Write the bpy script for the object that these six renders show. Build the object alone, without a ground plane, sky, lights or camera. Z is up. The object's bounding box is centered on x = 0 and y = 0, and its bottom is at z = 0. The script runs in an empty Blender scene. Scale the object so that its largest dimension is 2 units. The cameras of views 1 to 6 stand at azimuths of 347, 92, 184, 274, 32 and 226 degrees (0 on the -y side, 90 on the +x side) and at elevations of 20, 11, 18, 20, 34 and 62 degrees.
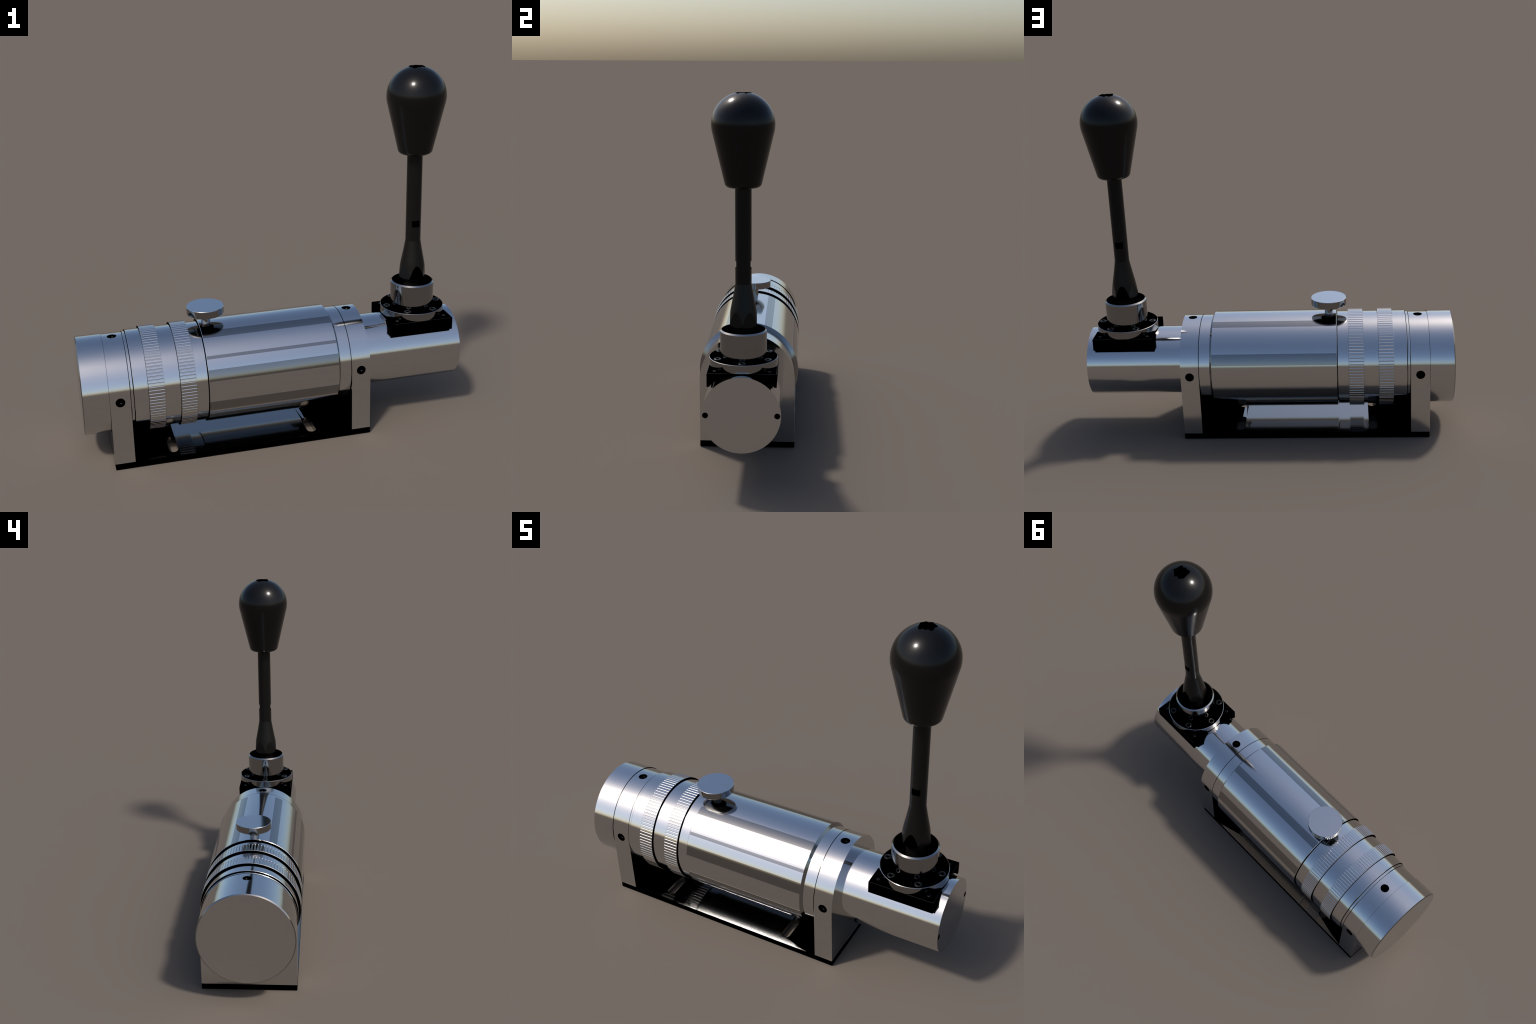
"""Polished metal tube unit on a black base plate, with an upright lever and
a black pear-shaped knob.  Axis of the tube: x.  Built part by part."""
import bpy, bmesh, math, random
from mathutils import Vector, Matrix

AXIS_Z = 0.3695          # height of the tube axis
SEG = 240                # facets round the big turned parts
LEVER_X = 0.7935         # where the upright lever stands
PLATE_T = 0.032          # base plate thickness


# ------------------------------------------------------------------ materials
def material(name, colour, metallic=0.0, rough=0.5, specular=0.5, ior=1.5,
             grain=0.0, grain_scale=(40, 40, 40), bump=0.0, rough_var=0.0):
    m = bpy.data.materials.new(name)
    m.use_nodes = True
    nt = m.node_tree
    b = nt.nodes["Principled BSDF"]
    b.inputs["Base Color"].default_value = (*colour, 1)
    b.inputs["Metallic"].default_value = metallic
    b.inputs["Roughness"].default_value = rough
    b.inputs["Specular IOR Level"].default_value = specular
    b.inputs["IOR"].default_value = ior
    if grain or bump or rough_var:
        tc = nt.nodes.new("ShaderNodeTexCoord")
        mp = nt.nodes.new("ShaderNodeMapping")
        mp.inputs["Scale"].default_value = grain_scale
        nz = nt.nodes.new("ShaderNodeTexNoise")
        nz.inputs["Scale"].default_value = 1.0
        nz.inputs["Detail"].default_value = 3.0
        nt.links.new(tc.outputs["Object"], mp.inputs["Vector"])
        nt.links.new(mp.outputs["Vector"], nz.inputs["Vector"])
        if grain:
            ramp = nt.nodes.new("ShaderNodeValToRGB")
            lo = [c * (1 - grain) for c in colour]
            hi = [min(1, c * (1 + grain)) for c in colour]
            ramp.color_ramp.elements[0].position = 0.3
            ramp.color_ramp.elements[1].position = 0.7
            ramp.color_ramp.elements[0].color = (*lo, 1)
            ramp.color_ramp.elements[1].color = (*hi, 1)
            nt.links.new(nz.outputs["Fac"], ramp.inputs["Fac"])
            nt.links.new(ramp.outputs["Color"], b.inputs["Base Color"])
        if rough_var:
            mr = nt.nodes.new("ShaderNodeMapRange")
            mr.inputs["To Min"].default_value = rough - rough_var
            mr.inputs["To Max"].default_value = rough + rough_var
            nt.links.new(nz.outputs["Fac"], mr.inputs["Value"])
            nt.links.new(mr.outputs["Result"], b.inputs["Roughness"])
        if bump:
            bp = nt.nodes.new("ShaderNodeBump")
            bp.inputs["Strength"].default_value = bump
            bp.inputs["Distance"].default_value = 0.002
            nt.links.new(nz.outputs["Fac"], bp.inputs["Height"])
            nt.links.new(bp.outputs["Normal"], b.inputs["Normal"])
    return m


SILVER = material("polished_aluminium", (0.62, 0.62, 0.62), 1.0, 0.10,
                  grain=0.01, grain_scale=(6, 60, 60))
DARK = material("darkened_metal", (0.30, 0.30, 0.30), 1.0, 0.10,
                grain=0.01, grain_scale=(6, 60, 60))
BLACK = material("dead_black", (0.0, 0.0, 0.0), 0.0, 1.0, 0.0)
GLOSS = material("black_oxide", (0.004, 0.004, 0.004), 0.0, 0.25, 0.3)
PLASTIC = material("black_plastic", (0.004, 0.0037, 0.0034), 0.0, 0.2, 0.25,
                   rough_var=0.01, grain_scale=(30, 30, 30))
ROD = material("black_steel", (0.005, 0.0047, 0.0044), 0.0, 0.26, 0.22)
MATS = [SILVER, DARK, BLACK, GLOSS, PLASTIC, ROD]
S, D, K, G, P, R = range(6)


# ------------------------------------------------------------------ helpers
def new_object(name, bm, parent, at=(0, 0, 0)):
    me = bpy.data.meshes.new(name)
    bm.normal_update()
    bm.to_mesh(me)
    bm.free()
    used = sorted({p.material_index for p in me.polygons})
    for i in used:
        me.materials.append(MATS[i])
    slot = {m: k for k, m in enumerate(used)}
    for p in me.polygons:
        p.material_index = slot[p.material_index]
    ob = bpy.data.objects.new(name, me)
    bpy.context.scene.collection.objects.link(ob)
    ob.location = at
    if parent:
        ob.parent = parent
    return ob


def place(ob, matrix):
    """Put an object at a world matrix, whatever its parent."""
    bpy.context.view_layer.update()
    ob.matrix_world = matrix
    bpy.context.view_layer.update()
    return ob


def copy_of(ob, parent, matrix):
    c = ob.copy()
    bpy.context.scene.collection.objects.link(c)
    c.parent = parent
    return place(c, matrix)


def turned(profile, axis="x", seg=SEG, closed=False, bm=None, smooth_join=()):
    """Turn a profile [(along, radius, material of the stretch that follows)]
    round the x axis (at AXIS_Z) or the z axis.  Every stretch is shaded smooth
    round the axis; profile corners stay sharp unless listed in smooth_join."""
    bm = bm or bmesh.new()
    rings = []
    for a, r, _ in profile:
        if r < 1e-6:
            p = (a, 0, 0) if axis == "x" else (0, 0, a)
            rings.append([bm.verts.new(p)])
            continue
        ring = []
        for k in range(seg):
            t = math.tau * k / seg
            c, s = r * math.cos(t), r * math.sin(t)
            ring.append(bm.verts.new((a, s, c) if axis == "x" else (c, s, a)))
        rings.append(ring)
    n = len(rings)
    for i in range(n if closed else n - 1):
        A, B, mi = rings[i], rings[(i + 1) % n], profile[i][2]
        for k in range(seg):
            j = (k + 1) % seg
            if len(A) == 1:
                f = bm.faces.new((A[0], B[j], B[k]))
            elif len(B) == 1:
                f = bm.faces.new((A[k], A[j], B[0]))
            else:
                f = bm.faces.new((A[k], A[j], B[j], B[k]))
            f.material_index = mi
            f.smooth = True
    for i, ring in enumerate(rings):
        if len(ring) > 1 and i not in smooth_join:
            for k in range(seg):
                e = bm.edges.get((ring[k], ring[(k + 1) % seg]))
                if e:
                    e.smooth = False
    bmesh.ops.recalc_face_normals(bm, faces=bm.faces[:])
    return bm


def prism(outline, lo, hi, axis, mats, bm=None):
    """Extrude a closed outline [(u, v)] along an axis.  mats=(low, high, side)."""
    bm = bm or bmesh.new()

    def at(u, v, w):
        return {"x": (w, u, v), "y": (u, w, v), "z": (u, v, w)}[axis]
    A = [bm.verts.new(at(u, v, lo)) for u, v in outline]
    B = [bm.verts.new(at(u, v, hi)) for u, v in outline]
    n = len(outline)
    bm.faces.new(A).material_index = mats[0]
    bm.faces.new(B).material_index = mats[1]
    for k in range(n):
        j = (k + 1) % n
        bm.faces.new((A[k], A[j], B[j], B[k])).material_index = mats[2]
    bmesh.ops.recalc_face_normals(bm, faces=bm.faces[:])
    return bm


def boolean(ob, cutters, operation="DIFFERENCE"):
    """Apply booleans with the given bmesh cutters and drop the cutters."""
    for bm in cutters:
        c = new_object("cutter", bm, None)
        bpy.context.view_layer.update()
        c.matrix_world = ob.matrix_world.copy()
        bpy.context.view_layer.update()
        md = ob.modifiers.new("cut", "BOOLEAN")
        md.operation, md.object, md.solver = operation, c, "EXACT"
        md.material_mode = "TRANSFER"
        dg = bpy.context.evaluated_depsgraph_get()
        me = bpy.data.meshes.new_from_object(ob.evaluated_get(dg))
        old = ob.data
        ob.modifiers.clear()
        ob.data = me
        bpy.data.meshes.remove(old)
        cm = c.data
        bpy.data.objects.remove(c)
        bpy.data.meshes.remove(cm)


def sharpen(ob, degrees):
    """Smooth faces, with every edge steeper than the angle kept sharp."""
    bm = bmesh.new()
    bm.from_mesh(ob.data)
    for f in bm.faces:
        f.smooth = True
    for e in bm.edges:
        e.smooth = len(e.link_faces) == 2 and e.calc_face_angle(0) < math.radians(degrees)
    bm.to_mesh(ob.data)
    bm.free()


def arc(cu, cv, r, a0, a1, n):
    return [(cu + r * math.cos(math.radians(a0 + (a1 - a0) * k / n)),
             cv + r * math.sin(math.radians(a0 + (a1 - a0) * k / n))) for k in range(n + 1)]


# ------------------------------------------------------------------ the thing
root = bpy.data.objects.new("lever_unit", None)
bpy.context.scene.collection.objects.link(root)
root["label"] = "polished metal cylinder on a black base plate with an upright black knobbed lever"
root["category"] = "gear shifter"
ON_AXIS = (0, 0, AXIS_Z)

# ---- base plate with four slots
X0, X1, HALF = -0.865, 0.474, 0.25
SLOT_X, SLOT_R = (-0.5635, 0.170), 0.0235


def slot_outline(x, side):
    lo, hi = 0.062 + SLOT_R - 0.004, 0.212 - SLOT_R
    a, b = (lo, hi) if side > 0 else (-hi, -lo)
    return arc(x, b, SLOT_R, 0, 180, 16) + arc(x, a, SLOT_R, 180, 360, 16)


def slot_cutters():
    return [prism(slot_outline(x, s), -0.05, 0.10, "z", (D, D, D))
            for x in SLOT_X for s in (1, -1)]


plate = new_object("base_plate", prism([(X0, -HALF), (X1, -HALF), (X1, HALF), (X0, HALF)],
                                       0.0, PLATE_T, "z", (K, D, K)), root)
boolean(plate, slot_cutters())
sharpen(plate, 30)

# unlit black where plate faces overlap, modelled as thin sheets up to the slots
overlap_outlines = [
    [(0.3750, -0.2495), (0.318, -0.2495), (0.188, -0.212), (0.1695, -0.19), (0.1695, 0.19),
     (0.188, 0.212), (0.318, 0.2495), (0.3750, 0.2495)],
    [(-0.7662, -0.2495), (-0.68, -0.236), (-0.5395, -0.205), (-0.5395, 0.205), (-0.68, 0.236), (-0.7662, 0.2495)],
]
for outline in overlap_outlines:
    overlap_sheet = new_object("overlap_black_sheet", prism(outline, PLATE_T - 0.0005, PLATE_T + 0.0008, "z", (K, K, K)), plate)
    boolean(overlap_sheet, slot_cutters())
new_object("overlap_black_sheet", prism([(0.1475, 0.056), (0.149, -0.079), (0.158, -0.079)],  # sliver of black shading error between the slots, made as a triangular sheet
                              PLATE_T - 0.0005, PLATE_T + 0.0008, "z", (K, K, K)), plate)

# ---- two supports: flat sides, round top, three set screws each
SCREW_R = 0.0240


def set_screw_mesh():
    """Black liner of the hole and a recessed screw with a hexagon socket; the
    screw points along +z, its hole mouth at z = 0."""
    bm = turned([(0.001, SCREW_R + 0.0004, K), (-0.022, SCREW_R + 0.0004, K), (-0.022, 0.0, K)], "z", 40)
    turned([(-0.021, 0.0235, K), (-0.0080, 0.0235, K), (-0.0060, 0.0205, K), (-0.0060, 0.0112, G),
            (-0.0075, 0.0100, K), (-0.0150, 0.0098, K), (-0.0150, 0.0, K)], "z", 6, bm=bm)
    return bm


screw_mesh_owner = None
for x0, x1 in ((-0.867, -0.7655), (0.3745, 0.4735)):
    top = arc(0, AXIS_Z, HALF - 0.0002, 0, 180, 120)
    outline = [(HALF - 0.0002, PLATE_T)] + top + [(-HALF + 0.0002, PLATE_T)]
    mats = (S, S, S)
    sup = new_object("support", prism(outline, x0, x1, "x", mats), root)
    xm = (x0 + x1) / 2
    holes = [Matrix.Translation((xm, 0, AXIS_Z + HALF)),
             Matrix.Translation((xm, -HALF, AXIS_Z)) @ Matrix.Rotation(math.pi / 2, 4, "X"),
             Matrix.Translation((xm, HALF, AXIS_Z)) @ Matrix.Rotation(-math.pi / 2, 4, "X")]
    cutters = []
    for M in holes:
        bm = turned([(-0.026, 0.0, K), (-0.026, SCREW_R, K), (0.02, SCREW_R, K), (0.02, 0.0, K)], "z", 40)
        bm.transform(M)
        cutters.append(bm)
    boolean(sup, cutters)
    sharpen(sup, 20)
    for M in holes:
        M = M @ Matrix.Translation((0, 0, -0.0025))
        if screw_mesh_owner is None:
            screw_mesh_owner = new_object("set_screw", set_screw_mesh(), sup)
            place(screw_mesh_owner, M)
        else:
            copy_of(screw_mesh_owner, sup, M)

# ---- end cap
new_object("end_cap", turned([(-1.0, 0, S), (-1.0, 0.2475, D), (-0.9955, 0.2530, S),
                              (-0.8685, 0.2530, K), (-0.8685, 0.0, K)]), root, ON_AXIS)

# ---- thin spacer collars beside the supports, dark joints between
new_object("spacer_collar", turned([(-0.7660, 0.238, K), (-0.7625, 0.238, K), (-0.7625, 0.2510, S), (-0.7612, 0.2522, S),
                                    (-0.7500, 0.2522, K), (-0.7500, 0.2400, K), (-0.7455, 0.2400, K)]), root, ON_AXIS)
new_object("spacer_collar", turned([(0.300, 0.2, S), (0.300, 0.2500, S), (0.3708, 0.2500, K), (0.3708, 0.238, K),
                                    (0.3755, 0.238, K)]), root, ON_AXIS)

# ---- adjusting sleeve with two knurled bands
SLEEVE_R, KNURL_R, TEETH = 0.2580, 0.2672, 100
sleeve = new_object("adjusting_sleeve", turned([(-0.7465, 0.2, K), (-0.7465, SLEEVE_R - 0.0012, S), (-0.7453, SLEEVE_R, S),
                                                (-0.3780, SLEEVE_R, K), (-0.3780, 0.2420, K), (-0.3730, 0.2420, K)]), root, ON_AXIS)


def knurled_ring(x0, x1):
    """Band of flat lands parted by narrow rounded grooves."""
    bm = bmesh.new()
    pitch = math.tau / TEETH
    half = 0.0032 / KNURL_R
    ring = []
    depth = 0.0016
    for t in range(TEETH):
        c = t * pitch
        for q in (-0.72, -0.38, 0.0, 0.38, 0.72):          # rounded groove
            ring.append((c + half * q, KNURL_R - depth * (1 - q * q)))
        for q in range(4):                                  # flat land
            ring.append((c + half + (pitch - 2 * half) * q / 3, KNURL_R))
    n = len(ring)
    # along x: side face, small chamfer, plain lip, grooved band, lip, chamfer, side face
    sections = [(x0, "foot"), (x0, "edge"), (x0 + 0.0008, "lip"), (x0 + 0.0012, "lip"), (x0 + 0.0019, "teeth")]
    sections += [(x0 + x1 - x, kind) for x, kind in reversed(sections)]
    rows = []
    for x, kind in sections:
        row = []
        for a, r in ring:
            rr = {"foot": SLEEVE_R - 0.003, "edge": KNURL_R - 0.001, "lip": KNURL_R, "teeth": r}[kind]
            row.append(bm.verts.new((x, rr * math.sin(a), rr * math.cos(a))))
        rows.append(row)
    last = len(rows) - 1
    for i in range(last):
        for k in range(n):
            j = (k + 1) % n
            f = bm.faces.new((rows[i][k], rows[i][j], rows[i + 1][j], rows[i + 1][k]))
            f.material_index = K if i in (0, last - 1) else S
            f.smooth = True
    for row in rows:
        for k in range(n):
            bm.edges.get((row[k], row[(k + 1) % n])).smooth = False
    for i in (3, 4, 5):
        for k in range(n):
            if k % 9 in (5, 8):
                bm.edges.get((rows[i][k], rows[i + 1][k])).smooth = False
    bmesh.ops.recalc_face_normals(bm, faces=bm.faces[:])
    return bm


for x0, x1 in ((-0.6760, -0.5955), (-0.5165, -0.4355)):
    new_object("knurled_ring", knurled_ring(x0, x1), sleeve)

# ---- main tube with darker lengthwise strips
TUBE_R = 0.2665
tube = new_object("main_tube", turned([(-0.3735, 0.2, K), (-0.3735, TUBE_R - 0.0014, S), (-0.3721, TUBE_R, S),
                                       (0.3015, TUBE_R, D), (0.3140, 0.2495, K), (0.3140, 0.2, K)]), root, ON_AXIS)


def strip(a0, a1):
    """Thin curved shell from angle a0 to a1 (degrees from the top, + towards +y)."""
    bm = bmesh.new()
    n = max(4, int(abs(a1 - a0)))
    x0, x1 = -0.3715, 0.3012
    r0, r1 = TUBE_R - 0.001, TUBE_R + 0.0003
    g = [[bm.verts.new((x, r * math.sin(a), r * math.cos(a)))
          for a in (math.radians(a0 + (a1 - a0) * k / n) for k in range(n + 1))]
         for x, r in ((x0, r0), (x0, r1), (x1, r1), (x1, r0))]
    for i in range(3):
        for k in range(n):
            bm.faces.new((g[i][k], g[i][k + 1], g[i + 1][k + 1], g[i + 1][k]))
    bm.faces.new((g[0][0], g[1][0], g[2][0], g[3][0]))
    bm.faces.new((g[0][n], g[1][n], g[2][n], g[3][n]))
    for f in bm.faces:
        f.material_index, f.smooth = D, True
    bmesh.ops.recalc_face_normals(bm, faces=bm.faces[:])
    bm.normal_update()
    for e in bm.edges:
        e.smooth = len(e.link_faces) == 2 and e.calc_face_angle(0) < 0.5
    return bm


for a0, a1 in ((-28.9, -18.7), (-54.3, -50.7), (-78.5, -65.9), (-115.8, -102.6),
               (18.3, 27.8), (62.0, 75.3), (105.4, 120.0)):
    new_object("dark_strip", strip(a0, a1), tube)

# ---- output shaft with two small holes in its end
SHAFT_R = 0.1885
shaft = new_object("output_shaft", turned([(0.47, 0, S), (0.47, SHAFT_R, S), (1.0, SHAFT_R, S), (1.0, 0, S)]), root, ON_AXIS)
cuts = []
for y in (-0.1705, 0.1705):
    bm = turned([(0.97, 0, K), (0.97, 0.0143, K), (1.02, 0.0143, K), (1.02, 0, K)], "x", 40)
    bm.transform(Matrix.Translation((0, y, 0)))
    cuts.append(bm)
boolean(shaft, cuts)
sharpen(shaft, 20)

# ---- thumb screw on top of the tube
THUMB_X = -0.3325
thumb = bpy.data.objects.new("thumb_screw", None)
bpy.context.scene.collection.objects.link(thumb)
thumb.parent = root
thumb.location = (THUMB_X, 0, 0)
new_object("screw_stem", turned([(0.60, 0.0232, D), (0.690, 0.0232, D)], "z", 48), thumb)


def thumb_head():
    bm = turned([(0.6885, 0, K), (0.6885, 0.045, D), (0.6885, 0.0945, S), (0.6900, 0.0960, D), (0.7255, 0.0960, S),
                 (0.7270, 0.0945, S), (0.7270, 0, S)], "z", 160)
    # very fine, slightly uneven straight knurl on the rim
    rng = random.Random(4)
    jitter = [1 - 0.0020 * rng.random() - 0.0006 * (k % 2) for k in range(160)]
    for v in bm.verts:
        if math.hypot(v.co.x, v.co.y) > 0.0955:
            k = round(math.atan2(v.co.y, v.co.x) / math.tau * 160) % 160
            v.co.x *= jitter[k]
            v.co.y *= jitter[k]
    return bm


new_object("screw_head", thumb_head(), thumb)

# ---- adapter plate saddling the shaft
PX, PY = 0.1655, 0.1662
adapter = new_object("adapter_plate", prism([(LEVER_X - PX, -PY), (LEVER_X + PX, -PY), (LEVER_X + PX, PY), (LEVER_X - PX, PY)],
                                            0.4965, 0.5625, "z", (K, K, K)), root)
bm = bmesh.new()
bm.from_mesh(adapter.data)
edges = [e for e in bm.edges if min(v.co.z for v in e.verts) > 0.56 and max(v.co.x for v in e.verts) > LEVER_X]
before = set(bm.faces)
out = bmesh.ops.bevel(bm, geom=edges, offset=0.0011, segments=2, affect="EDGES", profile=0.5)
adapter.data.materials.append(GLOSS)
for f in out["faces"]:
    f.material_index = len(adapter.data.materials) - 1
bm.to_mesh(adapter.data)
bm.free()
ARCH_R = 0.2000


def shaft_cutter(radius):
    bm = turned([(0.4, 0, K), (0.4, radius, K), (1.2, radius, K), (1.2, 0, K)], "x", 96)
    bm.transform(Matrix.Translation((0, 0, AXIS_Z)))
    return bm


boolean(adapter, [shaft_cutter(ARCH_R)])
# lower saddle block resting on the shaft
saddle = new_object("saddle", prism([(LEVER_X - PX + 0.0005, -0.1465), (LEVER_X + PX - 0.012, -0.1465),
                                     (LEVER_X + PX - 0.012, 0.1465), (LEVER_X - PX + 0.0005, 0.1465)],
                                    0.455, 0.4967, "z", (K, K, K)), adapter)
boolean(saddle, [shaft_cutter(SHAFT_R + 0.0006)])


def cap_screw(r, h, socket):
    """Low socket-head screw: rounded glossy rim, black hexagon socket."""
    bm = turned([(-0.002, r, G), (h * 0.5, r, G), (h * 0.85, r * 0.93, G), (h, r * 0.82, G), (h, socket * 1.12, G)],
                "z", 32, smooth_join=(1, 2, 3))
    turned([(h, socket * 1.12, G), (h - 0.0012, socket, K), (h - 0.006, socket, K), (h - 0.006, 0, K)], "z", 6, bm=bm)
    return bm


first = None
for sx in (-1, 1):
    for sy in (-1, 1):
        M = Matrix.Translation((LEVER_X + sx * 0.1300, sy * 0.1300, 0.5625)) @ Matrix.Rotation(0.6 * sx + sy, 4, "Z")
        if first is None:
            first = new_object("plate_screw", cap_screw(0.0085, 0.0030, 0.0045), adapter)
            place(first, M)
        else:
            copy_of(first, adapter, M)

# ---- round flange: bright rim, black top, six screws
FL_R, FL_Z = 0.1672, 0.6030
flange = new_object("flange", turned([(0.5627, 0.0, K), (0.5627, FL_R, D), (FL_Z - 0.0018, FL_R, D), (FL_Z, FL_R - 0.0022, K),
                                      (FL_Z, 0.08, K)], "z", 192), root, (LEVER_X, 0, 0))
first = None
for k in range(6):
    a = math.radians(30 + 60 * k)
    M = Matrix.Translation((LEVER_X + 0.140 * math.sin(a), -0.140 * math.cos(a), FL_Z)) @ Matrix.Rotation(a, 4, "Z")
    if first is None:
        first = new_object("flange_screw", cap_screw(0.0185, 0.0042, 0.0100), flange)
        place(first, M)
    else:
        copy_of(first, flange, M)

# ---- bright neck ring with bevelled mouth, black inside
new_object("neck_ring", turned([(FL_Z - 0.002, 0.1136, D), (0.7310, 0.1136, D), (0.7380, 0.1062, K), (0.7370, 0.1052, K),
                                (0.6700, 0.1052, K), (0.6700, 0.0, K)], "z", 192), root, (LEVER_X, 0, 0))

# ---- lever: hexagon-footed cone, slim rod with two wrench flats
lever = bpy.data.objects.new("lever", None)
bpy.context.scene.collection.objects.link(lever)
lever.parent = root
lever.location = (LEVER_X, 0, 0)
cone = [(0.7450, 0.0, R), (0.7450, 0.0520, R), (0.7660, 0.0750, R), (0.7900, 0.0703, R), (0.8190, 0.0655, R),
        (0.8400, 0.0620, R), (0.8606, 0.0580, R), (0.9100, 0.0484, R), (0.9634, 0.0394, R), (0.9634, 0.0, R)]
foot = new_object("lever_foot", turned(cone, "z", 120, smooth_join=(3, 4, 5, 6, 7)), lever)
place(foot, Matrix.Translation((LEVER_X, 0, 0)))
APO = 0.0635
hexagon = [(APO / math.cos(math.pi / 6) * math.cos(math.radians(60 * k)), APO / math.cos(math.pi / 6) * math.sin(math.radians(60 * k)))
           for k in range(6)]
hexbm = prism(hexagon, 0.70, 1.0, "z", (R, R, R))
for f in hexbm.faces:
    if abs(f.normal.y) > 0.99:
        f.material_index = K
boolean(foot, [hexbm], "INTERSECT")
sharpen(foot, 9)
new_object("lever_neck", turned([(0.665, 0.046, R), (0.7452, 0.046, R)], "z", 64), lever)
rod = new_object("lever_rod", turned([(0.9630, 0.0, R), (0.9630, 0.0394, R), (1.4400, 0.0394, R), (1.4400, 0.0, R)], "z", 96), lever)
place(rod, Matrix.Translation((LEVER_X, 0, 0)))
flats = []
for s in (-1, 1):
    y0, y1 = sorted((s * 0.0333, s * 0.06))
    flats.append(prism([(-0.06, 1.0395), (0.06, 1.0395), (0.06, 1.0745), (-0.06, 1.0745)], y0, y1, "y", (K, K, K)))
boolean(rod, flats)
sharpen(rod, 20)

# ---- knob: ball top running tangentially into a cone, rounded lower edge
BALL_R, BALL_Z, TILT = 0.1500, 1.7215, math.radians(13.4)
prof = [(1.8680, 0.0)]
a0 = math.acos((1.8680 - BALL_Z) / BALL_R)
for k in range(41):
    a = a0 + (math.pi / 2 + TILT - a0) * k / 40
    prof.append((BALL_Z + BALL_R * math.cos(a), BALL_R * math.sin(a)))
FIL, BOT = 0.024, 1.4270
# the fillet circle touches the cone line and the flat bottom
zt, rt = prof[-1]
slope = math.tan(TILT)
zc = BOT + FIL
rc = rt - (zt - zc) * slope - FIL / math.cos(TILT)
for k in range(13):
    a = TILT + (math.pi / 2 - TILT) * k / 12
    prof.append((zc - FIL * math.sin(a), rc + FIL * math.cos(a)))
prof.append((BOT, 0.0))
knob = new_object("knob", turned([(z, r, P) for z, r in prof], "z", 128,
                                 smooth_join=tuple(range(2, len(prof) - 2))), root, (LEVER_X, 0, 0))
# ragged black shading flaw of coinciding knob-top faces, built as a thin plate
OVERLAP_BLACK = [(0.0390, 0.0156), (0.0331, 0.0063), (0.0324, -0.0118), (0.0339, -0.0229), (0.0262, -0.0314), (0.0134, -0.0256),
        (0.0043, -0.0366), (-0.0105, -0.0304), (-0.0194, -0.0390), (-0.0315, -0.0301), (-0.0395, 0.0151), (-0.0217, 0.0375),
        (-0.0087, 0.0313), (0.0025, 0.0422)]
new_object("knob_overlap_black", prism(OVERLAP_BLACK, 1.8676, 1.8686, "z", (K, K, K)), knob)
